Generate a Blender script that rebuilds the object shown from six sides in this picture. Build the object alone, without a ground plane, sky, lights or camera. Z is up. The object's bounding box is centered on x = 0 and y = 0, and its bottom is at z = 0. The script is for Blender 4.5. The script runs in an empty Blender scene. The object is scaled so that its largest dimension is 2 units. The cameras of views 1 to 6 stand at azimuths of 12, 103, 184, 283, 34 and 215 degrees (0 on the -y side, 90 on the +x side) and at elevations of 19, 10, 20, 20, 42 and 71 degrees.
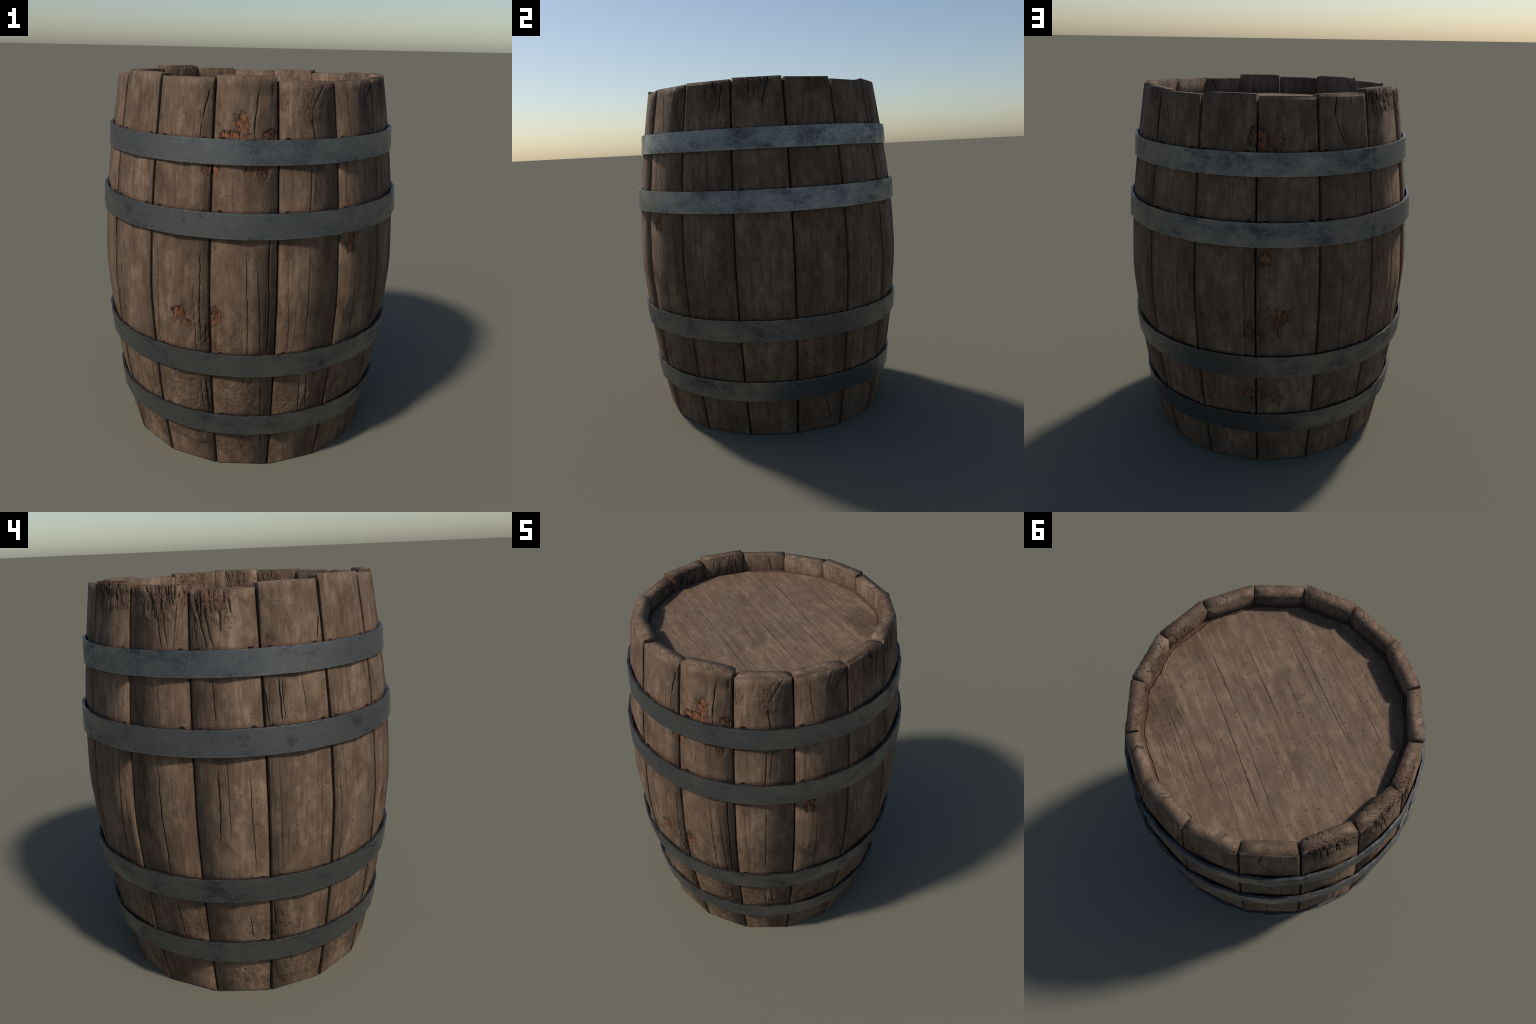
"""Old wooden barrel: sixteen bulged staves, four iron hoops, a recessed head and nail heads.
Azimuth 0 is the -y side, 90 the +x side.  A stave is modelled in its own frame:
local x runs across it, local -y points outwards, z is up."""
import bpy, math, random
from mathutils import Vector, Matrix, noise

# ------------------------------------------------------------------ sizes
STAVES = 16
STEP = 360.0 / STAVES
HALF_OUT = math.radians(10.76)        # outer edge of a stave at its ends, from its centre line
HALF_BELLY = math.radians(10.92)      # the joints close a little at the belly
HALF_IN = math.radians(11.22)         # inner edges nearly touch
THICK = 0.068
PROFILE = [(0.0, .697), (.25, .740), (.50, .776), (.74, .7985), (.99, .8145),
           (1.24, .800), (1.48, .776), (1.74, .7375), (2.0, .694)]
# top height of every stave, going round from azimuth 11.25
TOPS = [1.997, 1.977, 1.979, 1.984, 1.990, 1.984, 1.972, 1.984,
        1.9755, 1.984, 2.000, 1.984, 1.9635, 1.983, 1.998, 1.984]
# iron hoops: (z bottom, outer radius there, z top, outer radius there)
HOOPS = [(.227, .7535, .343, .7655), (.588, .8005, .710, .8105),
         (1.292, .8105, 1.411, .8020), (1.620, .7655, 1.731, .7570)]
HOOP_THICK = 0.0135
HEAD_Z = 1.885
GRAIN_ANGLE = math.radians(148.0)     # direction of the grain of the heads


def interp(table, t):
    if t <= table[0][0]:
        return table[0][1]
    for (a, va), (b, vb) in zip(table, table[1:]):
        if t <= b:
            return va + (vb - va) * (t - a) / (b - a)
    return table[-1][1]


def belly(z):
    """outer radius at height z, with the bends of the profile eased"""
    if z < .07 or z > 1.9:
        return interp(PROFILE, z)
    return sum(interp(PROFILE, z + d) for d in (-.06, -.03, 0, .03, .06)) / 5


def half_angle(z):
    return HALF_OUT + (HALF_BELLY - HALF_OUT) * smooth(0.02, .20, z) * smooth(1.97, 1.80, z)


def smooth(a, b, t):
    t = max(0.0, min(1.0, (t - a) / (b - a)))
    return t * t * (3 - 2 * t)


# ------------------------------------------------------------------ damage lists (per stave index)
# crack: (x at top, z top, x at bottom, z bottom, half width)
CRACKS = {
    0: [(.053, 1.96, .034, 1.74, .0040), (.040, 1.84, .036, 1.62, .0030), (.013, 1.29, .027, .60, .0030),
        (.066, 1.20, .092, .62, .0032), (.118, 1.42, .122, .60, .0045), (.09, .56, .10, .10, .0035),
        (-.05, 1.60, -.06, 1.43, .0020), (.085, 1.42, .10, 1.28, .0022), (.105, 1.16, .108, .80, .0024)],
    1: [(.092, 1.98, .021, 1.85, .0042), (.021, 1.85, .042, 1.62, .0040), (.060, 1.98, .012, 1.88, .0024),
        (.012, 1.62, .002, 1.28, .0040), (.045, 1.62, .03, 1.42, .0030), (.004, 1.28, .004, .72, .0034),
        (-.112, 1.26, -.084, .60, .0022), (-.06, .98, -.055, .70, .0022), (.02, .58, .05, .33, .0040),
        (-.01, .55, .0, .34, .0034), (-.09, 1.88, -.10, 1.73, .0018)],
    2: [(-.062, 1.95, -.036, 1.72, .0026), (.135, 1.97, .065, 1.86, .0036), (.062, 1.98, .030, 1.86, .0024),
        (-.09, 1.62, -.10, 1.42, .0024), (.04, 1.60, .05, 1.30, .0022), (-.02, 1.16, -.03, .60, .0028),
        (.08, 1.25, .06, .75, .0018), (.03, .58, .05, .1, .0026)],
    3: [(.085, 1.985, .070, 1.80, .0040), (.0, 1.62, .01, 1.30, .0026), (-.04, 1.28, -.03, .60, .0026),
        (.09, 1.2, .10, .8, .0018), (-.02, .58, -.05, .06, .0024)],
    4: [(.055, 1.985, .02, 1.83, .0040), (.06, 1.62, .05, 1.30, .0020), (.02, 1.2, .04, .7, .0020),
        (-.06, .4, -.02, .1, .0030)],
    5: [(-.02, 1.95, -.05, 1.76, .0026), (.05, 1.6, .06, 1.2, .0020), (.0, 1.2, .01, .62, .0022),
        (.02, .22, .08, .04, .0034)],
    6: [(-.09, 1.95, -.06, 1.76, .0022), (.04, 1.28, .05, .6, .0026), (.09, 1.28, .10, .62, .0022),
        (.03, .58, .02, .2, .0020)],
    7: [(-.04, 1.9, -.05, 1.75, .0022), (.10, 1.28, .105, .62, .0026), (.03, 1.6, .04, 1.3, .0018)],
    8: [(.085, 1.95, .07, 1.74, .0024), (.0, 1.6, -.01, 1.45, .0018), (.05, 1.25, .06, .7, .0018)],
    9: [(-.030, 1.975, -.050, 1.88, .0046), (-.050, 1.88, .012, 1.74, .0036), (-.015, 1.85, .02, 1.75, .0026),
        (.05, 1.6, .06, 1.3, .0026), (-.03, 1.28, -.02, .62, .0024), (.07, 1.1, .05, .6, .0022)],
    10: [(-.09, 1.98, -.07, 1.86, .0040), (-.055, 1.99, -.045, 1.84, .0046), (-.02, 1.97, -.01, 1.84, .0034),
         (.05, 1.6, .06, 1.2, .0026), (.055, 1.28, .03, .62, .0040), (.10, 1.2, .09, .7, .0022)],
    11: [(-.022, 1.93, .020, 1.72, .0040), (.012, 1.94, .045, 1.72, .0040), (.090, 1.93, .073, 1.72, .0028),
         (.10, 1.85, .08, 1.74, .0020), (-.01, 1.6, .0, 1.42, .0024), (-.02, 1.25, -.008, .60, .0040),
         (-.10, 1.2, -.09, .8, .0024), (.06, 1.15, .07, .7, .0020), (.0, .55, .02, .3, .0028)],
    12: [(-.105, 1.90, -.071, 1.72, .0040), (-.080, 1.90, -.044, 1.72, .0040), (-.12, 1.86, -.115, 1.75, .0030),
         (-.06, 1.62, -.05, 1.42, .0032), (-.050, 1.25, -.059, .89, .0042), (-.010, 1.28, -.012, .9, .0026),
         (-.05, .90, .010, .825, .0030), (.085, 1.26, .09, .7, .0028), (.055, .5, .06, .36, .0034)],
    13: [(-.078, 1.62, -.072, 1.41, .0046), (-.062, 1.62, -.055, 1.41, .0030), (-.142, 1.58, -.128, 1.41, .0034),
         (.13, 1.84, .115, 1.74, .0040), (.03, 1.60, .05, 1.41, .0026), (-.10, 1.26, -.10, .6, .0020),
         (.10, 1.2, .10, .62, .0020), (-.14, .56, -.12, .4, .0030)],
    14: [(-.02, 1.62, -.01, 1.41, .0022), (.05, 1.62, .06, 1.42, .0020), (-.11, 1.26, -.10, .6, .0028),
         (-.03, 1.1, -.02, .62, .0018), (.10, .58, .10, .38, .0026)],
    15: [(.118, 1.95, .082, 1.80, .0042), (.082, 1.80, .080, 1.72, .0034), (-.07, 1.80, -.065, 1.73, .0022),
         (-.04, 1.61, -.03, 1.45, .0018), (.11, 1.28, .105, .66, .0034), (.075, 1.1, .08, .62, .0026),
         (.12, .58, .13, .33, .0044), (.095, .56, .10, .36, .0030), (-.12, 1.28, -.125, .62, .0022)],
}
# rotten spots: (x, z, half width, half height, strength of the orange)
ROT = {
    0: [(-.018, 1.795, .038, .060, .9), (-.055, 1.742, .070, .026, .9), (.115, 1.750, .045, .024, .8),
        (-.134, 1.598, .026, .034, .8), (.080, 1.590, .030, .036, .6), (.018, 1.588, .024, .030, .55),
        (-.134, .905, .030, .060, .9), (.128, 1.945, .020, .032, .15)],
    1: [(-.115, 1.890, .028, .055, .35)],
    2: [(-.066, 1.226, .034, .046, 1.0), (-.05, 1.265, .010, .03, .8)],
    3: [(.02, 1.92, .05, .07, .12)],
    4: [(-.02, 1.925, .10, .06, .25)],
    5: [(.03, 1.95, .09, .035, .30)],
    7: [(.125, 1.80, .035, .050, .7), (.125, .86, .034, .06, .65), (.118, .475, .032, .040, .8),
        (-.09, 1.282, .05, .018, .5)],
    8: [(-.115, 1.785, .034, .065, .8), (-.040, 1.785, .034, .062, .75), (-.112, 1.235, .032, .045, 1.0),
        (-.032, .925, .052, .060, .75), (-.04, .86, .016, .05, .6), (-.128, .83, .022, .035, .5),
        (-.125, .470, .034, .040, .75), (-.036, .452, .034, .045, .6)],
    10: [(-.01, 1.965, .115, .055, .32)],
    11: [(.0, 1.925, .07, .062, .34), (.118, 1.945, .024, .06, .5), (-.11, 1.95, .03, .03, .2)],
    12: [(-.06, 1.925, .075, .055, .5), (.024, 1.835, .038, .028, .30), (.10, 1.745, .05, .026, .15)],
    13: [(-.115, 1.745, .040, .030, .2)],
    15: [(-.010, .893, .044, .042, 1.0), (.030, .845, .034, .026, .7), (.128, 1.596, .032, .030, .6),
         (.148, .80, .020, .06, .75), (-.028, .860, .016, .030, .6)],
}
# roughly eroded ground: (x, z, half width, half height, depth in metres)
ROUGH = {
    0: [(.0, .45, .17, .13, .0028), (-.06, .72, .12, .10, .0018), (-.1, .16, .1, .08, .0022)],
    1: [(-.02, .42, .16, .12, .0024), (-.1, .14, .1, .1, .0018), (.04, 1.9, .08, .10, .0024)],
    2: [(-.06, .78, .06, .20, .0022), (-.08, .46, .1, .12, .0022), (.08, 1.9, .07, .09, .0024)],
    3: [(.02, 1.90, .065, .11, .0062), (-.06, .72, .08, .14, .0018)],
    4: [(-.02, 1.93, .12, .075, .0074), (.0, 1.84, .06, .05, .003), (.0, .4, .14, .1, .0018)],
    5: [(.02, 1.955, .11, .05, .0044), (.0, .45, .14, .1, .0016)],
    7: [(.02, 1.93, .06, .07, .0028)],
    10: [(.0, 1.955, .13, .07, .0060), (.06, .72, .06, .16, .0020), (.05, .45, .09, .12, .0022)],
    11: [(.0, 1.93, .13, .09, .0066), (.05, .45, .1, .12, .0022)],
    12: [(-.04, 1.92, .12, .09, .0070), (.09, .415, .08, .06, .0030), (.06, .15, .12, .09, .0022)],
    13: [(-.08, .42, .11, .09, .0030), (.04, .14, .14, .08, .0022)],
    14: [(.0, .16, .14, .09, .0022), (.1, .42, .07, .1, .002)],
    15: [(.0, .45, .17, .14, .0030), (.09, .80, .06, .16, .0020), (.0, .17, .14, .06, .0026)],
}
# splintered upper ends: (x from, x to, z from, z to, number of slits)
SPLINTERS = {10: (-.11, .07, 1.83, 2.0, 9), 11: (-.07, .08, 1.80, 1.975, 11), 12: (-.13, .03, 1.79, 1.965, 9),
             3: (-.02, .07, 1.88, 1.98, 3), 4: (-.05, .08, 1.88, 1.985, 5)}
# dark patches on the heads: (x across the grain, y along it, half sizes, strength)
HEAD_DARK_PATCHES = [(0.47, -0.32, 0.10, 0.16, 0.40), (0.50, -0.18, 0.08, 0.12, 0.30), (0.26, -0.51, 0.06, 0.10, 0.32), (0.12, -0.59, 0.10, 0.05, 0.35), (-0.00, 0.25, 0.05, 0.08, 0.30), (-0.16, -0.14, 0.10, 0.10, 0.25)]
HEAD_CRACKS = []


def splinters(i):
    if i not in SPLINTERS:
        return []
    x0, x1, z0, z1, n = SPLINTERS[i]
    rnd = random.Random(300 + i)
    out = []
    for k in range(n):
        x = x0 + (x1 - x0) * (k + rnd.uniform(.1, .9)) / n
        zt = z1 + .02 if rnd.random() < .4 else rnd.uniform(z0 + .45 * (z1 - z0), z1)
        ln = rnd.uniform(.04, .11)
        out.append((x, zt, x + rnd.uniform(-.004, .012), max(zt - ln, z0), rnd.uniform(.0024, .0058)))
    return out


def crack_params(key, cracks):
    """adds the wobble of every crack: two sines, the same here and in the shader"""
    rnd = random.Random(900 + key)
    out = []
    for (xt, zt, xb, zb, w) in cracks:
        ln = abs(zt - zb)
        out.append(dict(xt=xt, zt=zt, xb=xb, zb=zb, w=w * .86,
                        a1=rnd.uniform(.0012, .0030) * min(1.0, ln / .25 + .2), f1=rnd.uniform(9, 19), p1=rnd.uniform(0, 6.28),
                        a2=rnd.uniform(.0005, .0013), f2=rnd.uniform(45, 95), p2=rnd.uniform(0, 6.28)))
    return out


def crack_at(c, x, z):
    t = (c['zt'] - z) / (c['zt'] - c['zb'])
    if t < 0 or t > 1:
        return 0.0
    cx = c['xt'] + (c['xb'] - c['xt']) * t + c['a1'] * math.sin(c['f1'] * z + c['p1']) + c['a2'] * math.sin(c['f2'] * z + c['p2'])
    w = c['w'] * min(1.0, 5 * t, 5 * (1 - t))
    if w < 1e-5:
        return 0.0
    return max(0.0, 1.0 - abs(x - cx) / w)


# ------------------------------------------------------------------ node helpers
class Nodes:
    def __init__(self, tree):
        self.t, self.x = tree, 0

    def new(self, kind, **props):
        n = self.t.nodes.new(kind)
        n.location = (self.x, 0)
        self.x += 30
        for k, v in props.items():
            setattr(n, k, v)
        return n

    def put(self, socket, v):
        if isinstance(v, bpy.types.NodeSocket):
            self.t.links.new(v, socket)
        else:
            socket.default_value = v

    def math(self, op, a, b=None, c=None, clamp=False):
        n = self.new('ShaderNodeMath', operation=op, use_clamp=clamp)
        for s, v in zip(n.inputs, (a, b, c)):
            if v is not None:
                self.put(s, v)
        return n.outputs[0]

    def combine(self, x, y, z):
        n = self.new('ShaderNodeCombineXYZ')
        for s, v in zip(n.inputs, (x, y, z)):
            self.put(s, v)
        return n.outputs[0]

    def noise(self, vec, scale, detail=4, rough=.55, distort=0.0):
        n = self.new('ShaderNodeTexNoise')
        self.put(n.inputs['Vector'], vec)
        n.inputs['Scale'].default_value = scale
        n.inputs['Detail'].default_value = detail
        n.inputs['Roughness'].default_value = rough
        n.inputs['Distortion'].default_value = distort
        return n.outputs['Fac']

    def scaled(self, vec, s):
        n = self.new('ShaderNodeVectorMath', operation='MULTIPLY')
        self.put(n.inputs[0], vec)
        n.inputs[1].default_value = s
        return n.outputs[0]

    def step(self, v, a, b, lo=0.0, hi=1.0):
        n = self.new('ShaderNodeMapRange', interpolation_type='SMOOTHSTEP')
        self.put(n.inputs[0], v)
        for i, q in zip((1, 2, 3, 4), (a, b, lo, hi)):
            n.inputs[i].default_value = q
        return n.outputs[0]

    def mix(self, fac, a, b, blend='MIX'):
        n = self.new('ShaderNodeMix', data_type='RGBA', blend_type=blend)
        self.put(n.inputs[0], fac)
        for s, v in ((n.inputs[6], a), (n.inputs[7], b)):
            self.put(s, v if isinstance(v, bpy.types.NodeSocket) else (*v, 1.0))
        return n.outputs[2]

    def ramp(self, fac, stops):
        n = self.new('ShaderNodeValToRGB')
        self.put(n.inputs[0], fac)
        e = n.color_ramp.elements
        while len(e) < len(stops):
            e.new(.5)
        for el, (p, c) in zip(e, stops):
            el.position, el.color = p, (*c, 1.0)
        return n.outputs[0]


def group(name, ins, build):
    g = bpy.data.node_groups.new(name, 'ShaderNodeTree')
    for n in ins:
        g.interface.new_socket(n, in_out='INPUT', socket_type='NodeSocketFloat')
    g.interface.new_socket('mask', in_out='OUTPUT', socket_type='NodeSocketFloat')
    N = Nodes(g)
    gi, go = g.nodes.new('NodeGroupInput'), g.nodes.new('NodeGroupOutput')
    g.links.new(build(N, gi.outputs), go.inputs[0])
    return g


def build_crack(N, i):
    z = i['z']
    t = N.math('DIVIDE', N.math('SUBTRACT', i['zt'], z), N.math('SUBTRACT', i['zt'], i['zb']))
    cx = N.math('MULTIPLY_ADD', N.math('SUBTRACT', i['xb'], i['xt']), t, i['xt'])
    for k in '12':
        s = N.math('SINE', N.math('MULTIPLY_ADD', z, i['f' + k], i['p' + k]))
        cx = N.math('MULTIPLY_ADD', s, i['a' + k], cx)
    tap = N.math('MINIMUM', N.math('MULTIPLY', t, 5.0), N.math('MULTIPLY', N.math('SUBTRACT', 1.0, t), 5.0))
    tap = N.math('MAXIMUM', N.math('MINIMUM', tap, 1.0), 0.001)
    d = N.math('ABSOLUTE', N.math('SUBTRACT', i['x'], cx))
    return N.math('SUBTRACT', 1.0, N.math('DIVIDE', d, N.math('MULTIPLY', i['w'], tap)), clamp=True)


def build_spot(N, i):
    dx = N.math('DIVIDE', N.math('SUBTRACT', i['x'], i['cx']), i['rx'])
    dz = N.math('DIVIDE', N.math('SUBTRACT', i['z'], i['cz']), i['rz'])
    r = N.math('SQRT', N.math('ADD', N.math('MULTIPLY', dx, dx), N.math('MULTIPLY', dz, dz)))
    r = N.math('MULTIPLY_ADD', N.math('SUBTRACT', i['n'], .5), 2.4, r)
    return N.math('MULTIPLY', N.step(r, 1.05, .55), i['k'])


CRACK = group('crack', ['x', 'z', 'xt', 'zt', 'xb', 'zb', 'w', 'a1', 'f1', 'p1', 'a2', 'f2', 'p2'], build_crack)
SPOT = group('rot_spot', ['x', 'z', 'n', 'cx', 'cz', 'rx', 'rz', 'k'], build_spot)


def use_group(N, g, values):
    n = N.new('ShaderNodeGroup')
    n.node_tree = g
    for k, v in values.items():
        N.put(n.inputs[k], v)
    return n.outputs[0]


# colours, linear
DARK = (.060, .033, .020)
MID = (.132, .084, .053)
PALE = (.246, .164, .108)
CRACK_COL = (.012, .009, .008)
ORANGE = (.285, .092, .032)
REDDISH = (.086, .036, .019)
GREYED = (.122, .088, .060)


def wood_material(name, key, cracks, spots, rough, stave=True, ztop=2.0):
    m = bpy.data.materials.new(name)
    m.use_nodes = True
    t = m.node_tree
    t.nodes.clear()
    N = Nodes(t)
    rnd = random.Random(40 + key)
    obj = N.new('ShaderNodeTexCoord').outputs['Object']
    sep = N.new('ShaderNodeSeparateXYZ')
    t.links.new(obj, sep.inputs[0])
    x, y, z = sep.outputs
    if not stave:                      # the heads: the grain runs along local y
        x, y, z = sep.outputs[0], sep.outputs[2], sep.outputs[1]
        along = z
    else:
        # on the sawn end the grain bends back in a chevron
        on_end = N.step(z, ztop - .004, ztop - .001)
        mid_y = -(interp(PROFILE, ztop) * math.cos(HALF_OUT) - THICK * .5)
        bend = N.math('MULTIPLY', N.math('ABSOLUTE', N.math('SUBTRACT', y, mid_y)), .9)
        x = N.math('SUBTRACT', x, N.math('MULTIPLY', on_end, bend))
    ox, oz = rnd.uniform(-40, 40), rnd.uniform(-40, 40)
    P = N.combine(N.math('ADD', x, ox), y, N.math('ADD', z, oz))
    # slow wander of the fibres
    wander = N.math('MULTIPLY', N.math('SUBTRACT', N.noise(N.scaled(P, (3, 3, 2.2)), 1.0, 2), .5), .05)
    Pw = N.combine(N.math('ADD', N.math('ADD', x, ox), wander), y, N.math('ADD', z, oz))
    blotch = N.noise(N.scaled(P, (9, 9, 4.0)), 1.0, 5, .6)
    cloud = N.noise(N.scaled(P, (26, 26, 14)), 1.0, 5, .62)
    streak = N.noise(N.scaled(Pw, (42, 18, 1.6)), 1.0, 4, .6)
    fibre = N.noise(N.scaled(Pw, (190, 60, 5.5)), 1.0, 4, .65)
    fine = N.noise(N.scaled(P, (260, 260, 160)), 1.0, 3, .6)
    tone = N.math('MULTIPLY_ADD', blotch, .40 if stave else .26, N.math('MULTIPLY', streak, .18 if stave else .26))
    tone = N.math('MULTIPLY_ADD', cloud, .34 if stave else .32, tone)
    tone = N.math('MULTIPLY_ADD', fibre, .16 if stave else .22, tone)
    tone = N.math('MULTIPLY_ADD', fine, .18 if stave else .20, tone)
    shift = rnd.uniform(-.03, .02) if stave else .022
    low = tuple(.35 * a + .65 * b for a, b in zip(DARK, MID))
    if stave:
        stops = [(.50, tuple(.8 * a + .2 * b for a, b in zip(DARK, MID))), (.63, MID), (.770, PALE)]
    else:
        stops = [(.49, low), (.63, MID), (.79, PALE)]
    col = N.ramp(N.math('ADD', tone, shift), stops)
    # greyed patches
    grey = N.step(N.noise(N.scaled(P, (7, 7, 2.4)), 1.0, 4), .52, .70, 0, .35)
    col = N.mix(grey, col, GREYED)
    # dark fibre lines
    line = N.step(N.noise(N.scaled(Pw, (75, 30, 1.1)), 1.0, 3, .5), .635, .70)
    col = N.mix(N.math('MULTIPLY', line, .34), col, DARK)
    # pock marks and pale nicks
    vor = N.new('ShaderNodeTexVoronoi')
    jag = N.math('MULTIPLY', N.math('SUBTRACT', N.noise(P, 130, 2), .5), .030)
    Pj = N.combine(N.math('ADD', N.math('ADD', x, ox), jag), N.math('ADD', y, jag), N.math('SUBTRACT', N.math('ADD', z, oz), jag))
    t.links.new(N.scaled(Pj, (34, 34, 27)), vor.inputs['Vector'])
    vor.inputs['Scale'].default_value = 1.0
    vcol = N.new('ShaderNodeSeparateColor')
    t.links.new(vor.outputs['Color'], vcol.inputs[0])
    pit = N.math('MULTIPLY', N.step(vor.outputs['Distance'], .13, .05), N.step(vcol.outputs[0], .72, .76))
    nick = N.math('MULTIPLY', N.step(vor.outputs['Distance'], .20, .05), N.step(vcol.outputs[1], .74, .78))
    # short scratches across the grain
    v2 = N.new('ShaderNodeTexVoronoi')
    t.links.new(N.scaled(Pj, (17, 17, 52)), v2.inputs['Vector'])
    v2.inputs['Scale'].default_value = 1.0
    v2c = N.new('ShaderNodeSeparateColor')
    t.links.new(v2.outputs['Color'], v2c.inputs[0])
    scratch = N.math('MULTIPLY', N.step(v2.outputs['Distance'], .22, .05), N.step(v2c.outputs[2], .82, .86))
    col = N.mix(N.math('MULTIPLY', pit, .75 if stave else .25), col, CRACK_COL)
    col = N.mix(N.math('MULTIPLY', nick, .55), col, PALE)
    col = N.mix(N.math('MULTIPLY', scratch, .30), col, PALE)
    height = N.math('MULTIPLY', fibre, .35)
    height = N.math('MULTIPLY_ADD', cloud, .55, height)
    height = N.math('MULTIPLY_ADD', fine, .18, height)
    height = N.math('MULTIPLY_ADD', line, -.5, height)
    height = N.math('MULTIPLY_ADD', pit, -1.2, height)
    height = N.math('MULTIPLY_ADD', nick, -1.3, height)
    height = N.math('MULTIPLY_ADD', scratch, -1.2, height)
    # rough, eroded ground
    if stave:                          # dark zigzag lines on the sawn end
        zig = N.step(N.noise(N.scaled(Pw, (110, 4, 1.5)), 1.0, 2, .5), .60, .63)
        part = N.step(N.noise(N.scaled(P, (14, 3, 2)), 1.0, 2), .46, .54)
        col = N.mix(N.math('MULTIPLY', N.math('MULTIPLY', zig, on_end), N.math('MULTIPLY', part, .75)), col, CRACK_COL)
    rvec = N.scaled(P, (70, 70, 48))
    lumps = N.noise(rvec, 1.0, 4, .6, .4)
    for (cx, cz, rx, rz, dep) in rough:
        msk = use_group(N, SPOT, dict(x=x, z=z, n=blotch, cx=cx, cz=cz, rx=rx * 1.1, rz=rz * 1.1, k=1.0))
        if stave:
            msk = N.math('MULTIPLY', msk, N.math('SUBTRACT', 1.0, N.math('MULTIPLY', on_end, .85)))
        height = N.math('MULTIPLY_ADD', N.math('MULTIPLY', msk, lumps), min(4.0, dep * 1100), height)
        low = N.step(lumps, .46, .34)
        col = N.mix(N.math('MULTIPLY', N.math('MULTIPLY', msk, low), .65), col, DARK)
    # rotten orange spots with black slits
    if spots:
        ragged = N.noise(N.scaled(P, (44, 44, 22)), 1.0, 5, .6)
        rot = rim = None
        for (cx, cz, rx, rz, k) in spots:
            s = use_group(N, SPOT, dict(x=x, z=z, n=ragged, cx=cx, cz=cz, rx=rx, rz=rz, k=1.0))
            r = N.math('MULTIPLY', N.math('MULTIPLY', N.step(s, .02, .22), N.step(s, .62, .34)), k)
            s = N.math('MULTIPLY', s, k)
            rot = s if rot is None else N.math('MAXIMUM', rot, s)
            rim = r if rim is None else N.math('MAXIMUM', rim, r)
        halo = N.step(rot, 0.0, .55)
        slit = N.step(N.noise(N.scaled(P, (105, 105, 26)), 1.0, 3, .6, .6), .57, .63)
        tint = N.mix(N.math('MULTIPLY', N.step(N.noise(N.scaled(P, (60, 60, 40)), 1.0, 3), .38, .62), N.step(rot, .2, .9)), REDDISH, ORANGE)
        col = N.mix(N.math('MULTIPLY', rot, .80), col, tint)
        col = N.mix(N.math('MULTIPLY', N.math('MULTIPLY', halo, slit), .92), col, CRACK_COL)
        col = N.mix(N.math('MULTIPLY', rim, .45), col, CRACK_COL)
        height = N.math('MULTIPLY_ADD', N.math('MULTIPLY', halo, slit), -2.6, height)
        height = N.math('MULTIPLY_ADD', rot, -1.4, height)
    # cracks
    crk = None
    for c in cracks:
        s = use_group(N, CRACK, dict(c, x=x, z=z))
        s = N.math('MULTIPLY', s, min(1.0, .22 + max(0.0, c['w'] - .0016) / .0026) if stave else min(1.0, c['w'] / .0024))
        crk = s if crk is None else N.math('MAXIMUM', crk, s)
    if crk is not None:
        if stave:
            crk = N.math('MULTIPLY', crk, N.math('MULTIPLY_ADD', on_end, -.72, 1.0))
        col = N.mix(N.step(crk, .0, .60, 0, .86), col, CRACK_COL)
        height = N.math('MULTIPLY_ADD', N.step(crk, 0, .8), -2.2, height)
    if stave:
        # rust that has run out at the hoops
        run = N.noise(N.scaled(P, (30, 30, 10)), 1.0, 4)
        for (zb, rb, zt, rt) in HOOPS:
            reach = N.math('MULTIPLY_ADD', run, .022, zt - .002)
            above = N.math('MULTIPLY', N.step(N.math('SUBTRACT', z, reach), .003, -.008), N.step(z, zb, zb + .01))
            col = N.mix(N.math('MULTIPLY', above, .52), col, REDDISH)
    else:
        # dark patches, and a reddish-dark band with a black line round the head where it meets the staves
        for (cx, cz, rx, rz, k) in HEAD_DARK_PATCHES:
            msk = use_group(N, SPOT, dict(x=x, z=z, n=N.math('MULTIPLY_ADD', streak, .5, N.math('MULTIPLY', cloud, .5)), cx=cx, cz=cz, rx=rx * 1.2, rz=rz * 1.2, k=k))
            col = N.mix(msk, col, DARK)
        ang = N.math('ADD', N.math('ARCTAN2', z, x), GRAIN_ANGLE - math.pi / 2 + 4 * math.pi)
        ang = N.math('SUBTRACT', N.math('MODULO', ang, math.radians(STEP)), math.radians(STEP / 2))
        rad = N.math('SQRT', N.math('ADD', N.math('MULTIPLY', x, x), N.math('MULTIPLY', z, z)))
        reach = N.math('MULTIPLY', rad, N.math('COSINE', ang))
        wob = N.math('SUBTRACT', N.noise(N.scaled(obj, (9, 9, 9)), 1.0, 4), .5)
        reach = N.math('MULTIPLY_ADD', wob, .040, reach)
        col = N.mix(N.step(reach, .616, .626, 0, .75), col, REDDISH)
        dark_line = N.step(N.math('ABSOLUTE', N.math('SUBTRACT', reach, .617)), .0030, .0012)
        col = N.mix(N.math('MULTIPLY', dark_line, .85), col, CRACK_COL)
        height = N.math('MULTIPLY_ADD', N.step(reach, .614, .620), -1.5, height)
    bump = N.new('ShaderNodeBump')
    bump.inputs['Strength'].default_value = 1.0
    bump.inputs['Distance'].default_value = .0030
    N.put(bump.inputs['Height'], height)
    b = N.new('ShaderNodeBsdfPrincipled')
    N.put(b.inputs['Base Color'], col)
    N.put(b.inputs['Roughness'], N.step(tone, .45, .8, .86, .68))
    b.inputs['Specular IOR Level'].default_value = .22
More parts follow.
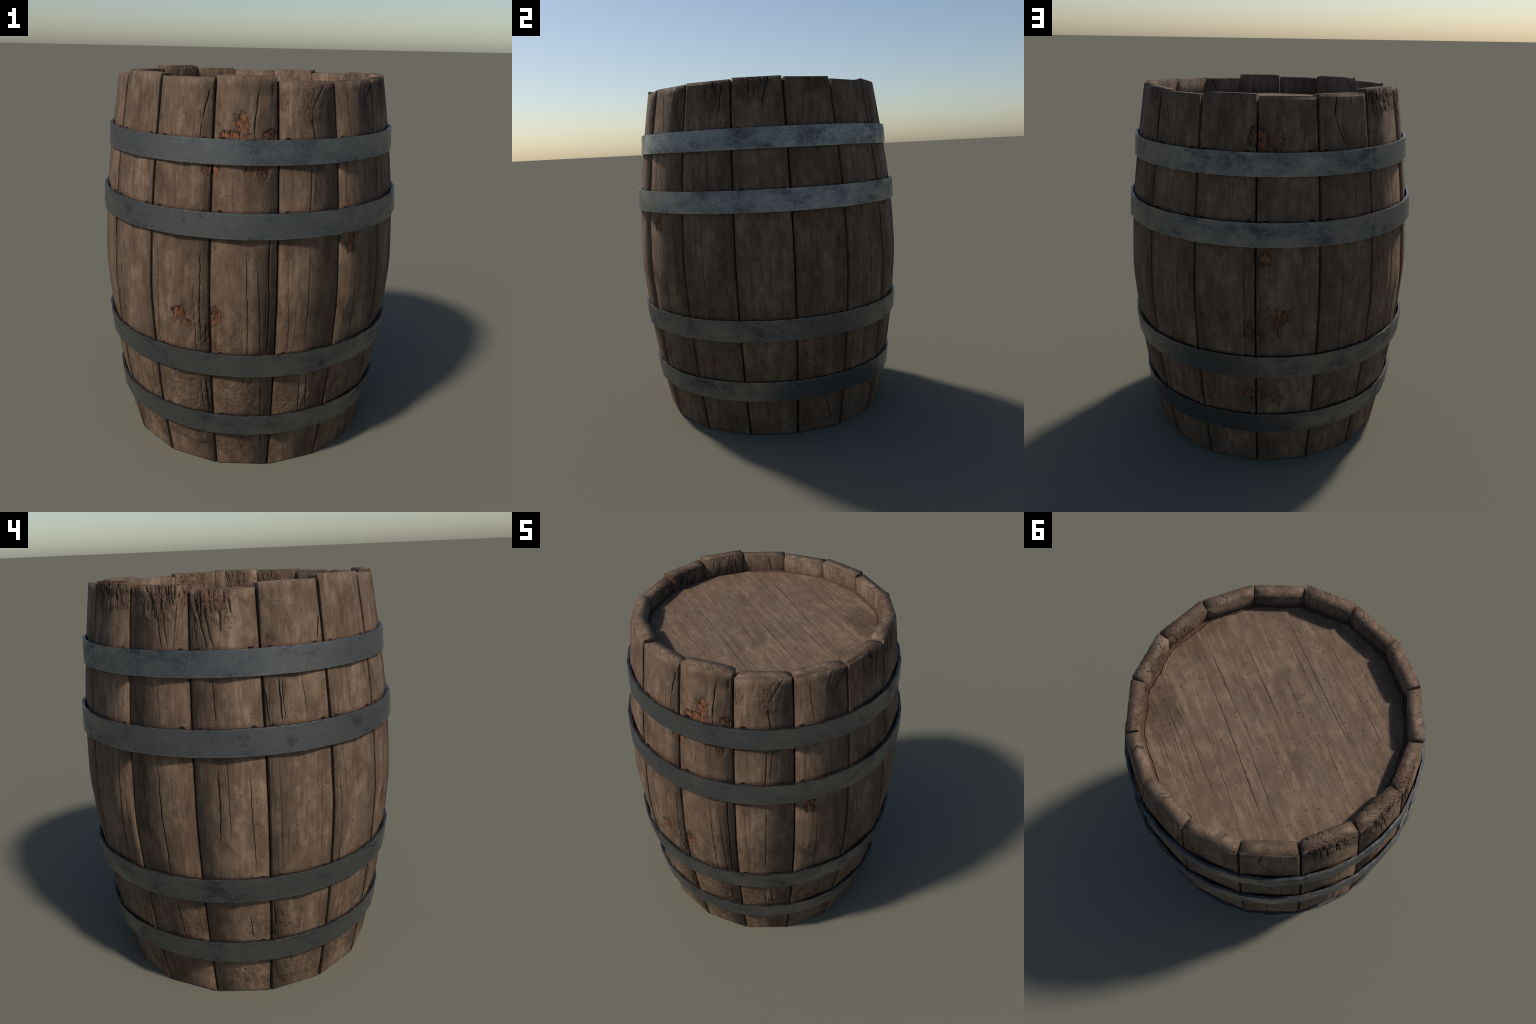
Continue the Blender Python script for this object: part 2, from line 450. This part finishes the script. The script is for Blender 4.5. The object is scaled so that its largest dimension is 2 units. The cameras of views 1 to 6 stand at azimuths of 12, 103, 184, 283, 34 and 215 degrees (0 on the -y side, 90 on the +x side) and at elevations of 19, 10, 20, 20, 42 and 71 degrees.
    t.links.new(bump.outputs[0], b.inputs['Normal'])
    t.links.new(b.outputs[0], N.new('ShaderNodeOutputMaterial').inputs[0])
    return m


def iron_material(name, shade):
    m = bpy.data.materials.new(name)
    m.use_nodes = True
    t = m.node_tree
    t.nodes.clear()
    N = Nodes(t)
    obj = N.new('ShaderNodeTexCoord').outputs['Object']
    big = N.noise(N.scaled(obj, (6, 6, 9)), 1.0, 5, .6, .3)
    fine = N.noise(obj, 70, 5, .65)
    brushed = N.noise(N.scaled(obj, (22, 22, 60)), 1.0, 4, .6, .8)
    tone = N.math('MULTIPLY_ADD', big, .62, N.math('MULTIPLY', fine, .22))
    tone = N.math('MULTIPLY_ADD', brushed, .20, tone)
    col = N.ramp(tone, [(.39, (.070, .073, .076)), (.475, (.141, .145, .148)), (.62, (.212, .214, .212))])
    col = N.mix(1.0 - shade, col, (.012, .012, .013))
    chip = N.step(N.noise(N.scaled(obj, (28, 28, 20)), 1.0, 4, .6), .66, .72)
    col = N.mix(N.math('MULTIPLY', chip, .35), col, (.36, .34, .30))
    # nicked, brighter edges and fine scratches
    zed = N.new('ShaderNodeSeparateXYZ')
    t.links.new(obj, zed.inputs[0])
    nicked = N.step(N.noise(N.scaled(obj, (34, 34, 26)), 1.0, 4, .6), .50, .58)
    for edge in [e for h in HOOPS for e in (h[0], h[2])]:
        near = N.step(N.math('ABSOLUTE', N.math('SUBTRACT', zed.outputs[2], edge)), .0085, .0015)
        col = N.mix(N.math('MULTIPLY', N.math('MULTIPLY', near, nicked), .36 * shade), col, (.36, .36, .33))
    hair = N.step(N.noise(N.scaled(obj, (160, 160, 14)), 1.0, 2, .5), .66, .70)
    col = N.mix(N.math('MULTIPLY', hair, .30 * shade), col, (.34, .34, .32))
    b = N.new('ShaderNodeBsdfPrincipled')
    N.put(b.inputs['Base Color'], col)
    b.inputs['Metallic'].default_value = .92
    N.put(b.inputs['Roughness'], N.step(tone, .40, .6, .56, .34))
    bump = N.new('ShaderNodeBump')
    bump.inputs['Strength'].default_value = .35
    bump.inputs['Distance'].default_value = .0012
    N.put(bump.inputs['Height'], N.math('MULTIPLY_ADD', fine, .5, big))
    t.links.new(bump.outputs[0], b.inputs['Normal'])
    t.links.new(b.outputs[0], N.new('ShaderNodeOutputMaterial').inputs[0])
    return m


def nail_material():
    m = bpy.data.materials.new('rusty_nail')
    m.use_nodes = True
    t = m.node_tree
    b = t.nodes['Principled BSDF']
    N = Nodes(t)
    obj = N.new('ShaderNodeTexCoord').outputs['Object']
    N.put(b.inputs['Base Color'], N.mix(N.noise(obj, 120, 3), (.006, .005, .004), (.024, .012, .008)))
    b.inputs['Roughness'].default_value = .95
    b.inputs['Specular IOR Level'].default_value = .1
    return m


# ------------------------------------------------------------------ scene
root = bpy.data.objects.new('wooden_barrel', None)
bpy.context.collection.objects.link(root)
root['label'] = 'weathered brown wooden barrel with four grey iron hoops'
root['category'] = 'barrel'


def add(name, mesh, mat=None, loc=(0, 0, 0), rot=0.0, parent=None):
    o = bpy.data.objects.new(name, mesh)
    if mat and not mesh.materials:
        mesh.materials.append(mat)
    o.parent = parent or root
    o.location = loc
    o.rotation_euler = (0, 0, rot)
    bpy.context.collection.objects.link(o)
    return o


# ---- staves
COLS, ROWS, INNER_ROWS, CAP = 88, 190, 16, 8


def stave_mesh(i):
    """every column across the stave is a closed path: up the outside, over the sawn end,
    down the inside and back under the foot; two flat cheeks close the sides"""
    ztop = TOPS[i]
    cracks = crack_params(i, CRACKS.get(i, []) + splinters(i))
    rough, rot = ROUGH.get(i, []), ROT.get(i, [])
    seed = Vector((17.3 * i, 5.1 * i, 3.7 * i))
    us = [math.sin(math.pi / 2 * (-1 + 2 * j / COLS)) * .35 + (-1 + 2 * j / COLS) * .65 for j in range(COLS + 1)]
    soft = .0050                                     # rounding of the edges

    def inset(e):
        return 0.0 if e >= soft else soft - math.sqrt(max(0.0, soft * soft - (soft - e) ** 2))
    near = [soft * f for f in (0, .12, .4, 1)]
    zo = near + [soft + (ztop - 2 * soft) * k / ROWS for k in range(1, ROWS)] + [ztop - e for e in near[::-1]]
    zi = [ztop - e for e in near] + [ztop - soft - (ztop - 2 * soft) * k / INNER_ROWS for k in range(1, INNER_ROWS)] + near[::-1]
    path = [('out', z) for z in zo] + [('cap', k / CAP) for k in range(1, CAP)] + [('in', z) for z in zi] + [('foot', .5)]
    verts, lean = [], []

    def outer_y(u, z):
        R = belly(z)
        half, flat = R * math.sin(half_angle(z)), R * math.cos(HALF_OUT)
        x, e = u * half, min(z, ztop - z)
        d = half - abs(x)
        h = .0010 * noise.noise(Vector((x * 9, z * 2.4, 1.0)) + seed)
        h += .00045 * noise.noise(Vector((x * 95, z * 6, 2.0)) + seed)
        for c in cracks:
            h -= .0044 * smooth(0, .9, crack_at(c, x, z)) * min(1.3, c['w'] / .0035)
        for (cx, cz, rx, rz, dep) in rough:
            q = ((x - cx) / rx) ** 2 + ((z - cz) / rz) ** 2
            if q < 1.4:
                n = noise.noise(Vector((x * 40, z * 26, 7.0)) + seed) + .55 * noise.noise(Vector((x * 95, z * 60, 9.0)) + seed)
                h += dep * (n - .12) * smooth(1.4, .3, q)
        for (cx, cz, rx, rz, k) in rot:
            q = ((x - cx) / rx) ** 2 + ((z - cz) / rz) ** 2
            if q < 1.5:
                n = noise.noise(Vector((x * 120, z * 36, 4.0)) + seed)
                h -= (.0024 + .0036 * max(0.0, n)) * smooth(1.5, .3, q)
        h *= smooth(0.0, .010, d) * (.45 + .55 * smooth(0, .012, e))
        return -(flat + .0026 * (1 - u * u) * smooth(0, .2, e) - inset(d) + h - inset(e))
    for u in us:
        Rt = interp(PROFILE, ztop)
        xo, xi = u * Rt * math.sin(HALF_OUT), u * (Rt - THICK) * math.sin(HALF_IN)
        yo, yi = outer_y(u, ztop), -((Rt - THICK) * math.cos(HALF_IN) + soft + .0050 * abs(u) ** 8)
        for kind, p in path:
            roll = math.copysign(abs(u) ** 1.0, u)
            if kind == 'out':
                e = ztop - p
                verts.append((u * belly(p) * math.sin(half_angle(p)), outer_y(u, p), p))
                lean.append((math.radians(52) * roll * smooth(0, .012, e), 0, -1.1 * smooth(soft, 0, e), .80 * smooth(.042, .0, e) * smooth(0, .006, e)))
            elif kind == 'cap':
                w = 1 - 2 * p
                verts.append((xo + (xi - xo) * p, yo + (yi - yo) * p, ztop - .0012 * w * w - .0030 * abs(u) ** 8 - .0022 * p ** 5 - .0050 * p * abs(u) ** 7))
                lean.append((0, 1.1 * math.copysign(abs(u) ** 4, u), -1.15 * w, 0))
            elif kind == 'in':
                r = belly(p) - THICK
                e = min(p, ztop - p)
                sag = (.0022 + .0050 * abs(u) ** 7) * smooth(.02, 0, ztop - p)
                verts.append((u * r * math.sin(HALF_IN), -(r * math.cos(HALF_IN) + inset(e) + .0050 * abs(u) ** 8), p - sag))
                lean.append((-math.radians(16) * math.copysign(abs(u) ** 4, u), 0, 1.2 * smooth(soft, 0, ztop - p), .75 * smooth(.035, .0, ztop - p) * smooth(0, .006, ztop - p)))
            else:
                verts.append((u * (interp(PROFILE, 0) - THICK * .5) * math.sin(HALF_OUT), -(interp(PROFILE, 0) - THICK * .5) * math.cos(HALF_OUT), 0))
                lean.append((0, 0, 0, 0))
    L = len(path)
    faces = []
    for j in range(COLS):
        for k in range(L):
            k2 = (k + 1) % L
            faces.append((j * L + k, (j + 1) * L + k, (j + 1) * L + k2, j * L + k2))
    grid = len(verts)
    for j, s in ((0, -1), (COLS, 1)):
        ids = list(range(len(verts), len(verts) + L))
        verts += [verts[j * L + k] for k in range(L)]
        faces.append(tuple(ids if s < 0 else ids[::-1]))
    me = bpy.data.meshes.new('stave')
    me.from_pydata(verts, [], faces)
    me.polygons.foreach_set('use_smooth', [True] * len(me.polygons))
    me.update()
    normals = []
    for idx, v in enumerate(me.vertices):
        n = v.normal.copy()
        if idx < grid:
            turn, ax, ay, az = lean[idx]
            n.rotate(Matrix.Rotation(turn, 3, 'Z'))
            n = (n + Vector((ax, ay, az))).normalized()
        normals.append(n)
    me.normals_split_custom_set_from_vertices(normals)
    return me, cracks


for i in range(STAVES):
    me, cracks = stave_mesh(i)
    mat = wood_material('stave_wood', i, cracks, ROT.get(i, []), ROUGH.get(i, []), True, TOPS[i])
    add('stave', me, mat, rot=math.radians(STEP * (i + .5)))

# ---- heads (the round boards that close the barrel)
HEAD_R, HEAD_T = .646, .035


def head_mesh(cracks):
    nx, ny = 300, 110
    verts, faces = [], []
    for a in range(nx + 1):
        x = HEAD_R * math.sin(math.pi / 2 * (-1 + 2 * a / nx)) * .3 + HEAD_R * (-1 + 2 * a / nx) * .7
        ym = math.sqrt(max(0.0, HEAD_R ** 2 - x * x))
        for b in range(ny + 1):
            y = ym * (-1 + 2 * b / ny)
            h = .0009 * noise.noise(Vector((x * 8, y * 3, 3.0))) + .0005 * noise.noise(Vector((x * 90, y * 7, 3.0)))
            for c in cracks:
                h -= .0022 * smooth(0, .9, crack_at(c, x, y))
            verts.append((x, y, h))
    w = ny + 1
    for a in range(nx):
        for b in range(ny):
            faces.append((a * w + b, (a + 1) * w + b, (a + 1) * w + b + 1, a * w + b + 1))
    rim = [a * w for a in range(nx + 1)] + [a * w + ny for a in range(nx, -1, -1)]
    base = len(verts)
    for k in rim:
        verts.append((verts[k][0], verts[k][1], -HEAD_T))
    n = len(rim)
    for k in range(n):
        k2 = (k + 1) % n
        faces.append((rim[k2], rim[k], base + k, base + k2))
    faces.append(tuple(base + k for k in range(n))[::-1])
    me = bpy.data.meshes.new('barrel_head')
    me.from_pydata(verts, [], faces)
    me.polygons.foreach_set('use_smooth', [True] * (nx * ny) + [False] * (len(faces) - nx * ny))
    me.update()
    return me


rnd = random.Random(5)
grain = [  # (x across, y from, y to, half width): long splits that follow the grain
    (-.50, .25, -.22, .0022), (-.425, .36, -.30, .0030), (-.30, .52, -.05, .0026),
    (-.262, .30, -.50, .0034), (-.235, .02, -.40, .0024), (-.16, .55, .18, .0028), (-.125, .12, -.54, .0024),
    (-.02, .05, -.45, .0024), (.085, .40, -.30, .0022),
    (.15, .10, -.52, .0030), (.185, .56, .00, .0026), (.235, .50, -.36, .0038), 
    (.345, .44, -.10, .0026), (.41, .30, -.32, .0028), (.47, .20, -.30, .0022), (.53, .18, -.16, .0020)]
HEAD_CRACKS = []
for (gx, y1, y0, w) in grain:
    HEAD_CRACKS.append((gx + rnd.uniform(-.012, .012), y1, gx + rnd.uniform(-.02, .02), y0, w * .60))
hc = crack_params(77, HEAD_CRACKS)
for c in hc:
    c['f1'] *= .55
    c['a1'] *= 1.5
head_me = head_mesh(hc)
head_mat = wood_material('head_wood', 77, hc, [], [(0.474, -0.294, .13, .20, .0008)], False)
h0 = add('barrel_head', head_me, head_mat, (0, 0, HEAD_Z), GRAIN_ANGLE - math.pi / 2)
h1 = add('barrel_head', head_me, None, (0, 0, .095), GRAIN_ANGLE)
h1.rotation_euler = (math.pi, 0, GRAIN_ANGLE)

# ---- hoops
iron = iron_material('weathered_iron', 1.0)
iron_rim = iron_material('darkened_iron_rim', .38)  # iron colour darkened to subdue the sky reflection on the upward rim


def hoop_mesh(k):
    zb, rb, zt, rt = HOOPS[k]
    facets, sub, rows = 32, 8, 6
    n = facets * sub
    c = .0007
    slant = (rt - rb) / (zt - zb)
    wall = lambda z: rb + (rt - rb) * (z - zb) / (zt - zb)
    # strips of the cross-section: (depth inwards, z, edge it belongs to), with their own normals (outwards, up)
    strips = [([(0, zb + c + (zt - zb - 2 * c) * q / rows, 0) for q in range(rows + 1)], (1, -slant)),
              ([(0, zt - c, 0), (c, zt, 1)], (1, .2)), ([(c, zt, 1), (HOOP_THICK, zt, 1)], (0, 1)),
              ([(HOOP_THICK, zt, 1), (HOOP_THICK, zb, -1)], (-1, slant)), ([(HOOP_THICK, zb, -1), (c, zb, -1)], (0, -1)),
              ([(c, zb, -1), (0, zb + c, 0)], (.7, -.7))]
    verts, faces, normals, slots = [], [], [], []
    for number, (strip, (nr, nz)) in enumerate(strips):
        m, base = len(strip), len(verts)
        for a in range(n):
            f, t = a // sub, (a % sub) / sub
            a0, a1 = 2 * math.pi * f / facets, 2 * math.pi * (f + 1) / facets
            px = math.cos(a0) + (math.cos(a1) - math.cos(a0)) * t
            py = math.sin(a0) + (math.sin(a1) - math.sin(a0)) * t
            ang = math.atan2(py, px)
            for (dep, z, edge) in strip:
                r = wall(z) - dep + .0004 * noise.noise(Vector((px * 14, py * 14, z * 9)))
                dz = edge * .0005 * noise.noise(Vector((px * 45, py * 45, 31 + 9 * k + edge)))
                verts.append((px * r, py * r, z + dz))
                normals.append(Vector((nr * math.cos(ang), nr * math.sin(ang), nz)).normalized())
        for a in range(n):
            a2 = (a + 1) % n
            for j in range(m - 1):
                faces.append((base + a * m + j, base + a2 * m + j, base + a2 * m + j + 1, base + a * m + j + 1))
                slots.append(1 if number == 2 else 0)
    me = bpy.data.meshes.new('hoop')
    me.from_pydata(verts, [], faces)
    me.polygons.foreach_set('use_smooth', [True] * len(faces))
    me.update()
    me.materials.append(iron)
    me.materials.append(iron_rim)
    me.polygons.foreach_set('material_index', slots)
    me.normals_split_custom_set_from_vertices(normals)
    return me


for k in range(len(HOOPS)):
    add('hoop', hoop_mesh(k))

# ---- nail heads that peep out above the hoops
nail_mat = nail_material()


def nail_mesh():
    verts, faces = [(0, -.0045, 0)], []
    seg = 16
    for (r, y) in ((.008, -.0040), (.0135, -.0022), (.0155, .003)):
        for a in range(seg):
            t = 2 * math.pi * a / seg
            verts.append((r * math.cos(t), y, r * math.sin(t)))
    for a in range(seg):
        b = (a + 1) % seg
        faces.append((0, 1 + a, 1 + b))
        for k in range(2):
            faces.append((1 + k * seg + a, 1 + (k + 1) * seg + a, 1 + (k + 1) * seg + b, 1 + k * seg + b))
    faces.append(tuple(1 + 2 * seg + a for a in range(seg)))
    me = bpy.data.meshes.new('nail')
    me.from_pydata(verts, [], faces)
    me.polygons.foreach_set('use_smooth', [True] * len(faces))
    me.update()
    return me


nail_me = nail_mesh()
rnd = random.Random(8)
for (zb, rb, zt, rt) in HOOPS:
    R = interp(PROFILE, zt)
    slope = (interp(PROFILE, zt + .02) - interp(PROFILE, zt - .02)) / .04
    for i in range(STAVES):
        az = math.radians(STEP * (i + .5))
        for s in (-1, 1):
            x = s * (R * math.sin(HALF_OUT) - .034 + rnd.uniform(-.006, .006))
            y = -(R * math.cos(HALF_OUT) + .0030)
            z = zt - .0085 + rnd.uniform(-.003, .002)
            o = add('nail', nail_me, nail_mat)
            o.location = Matrix.Rotation(az, 3, 'Z') @ Vector((x, y, z))
            o.rotation_euler = (-math.atan(slope), 0, az)
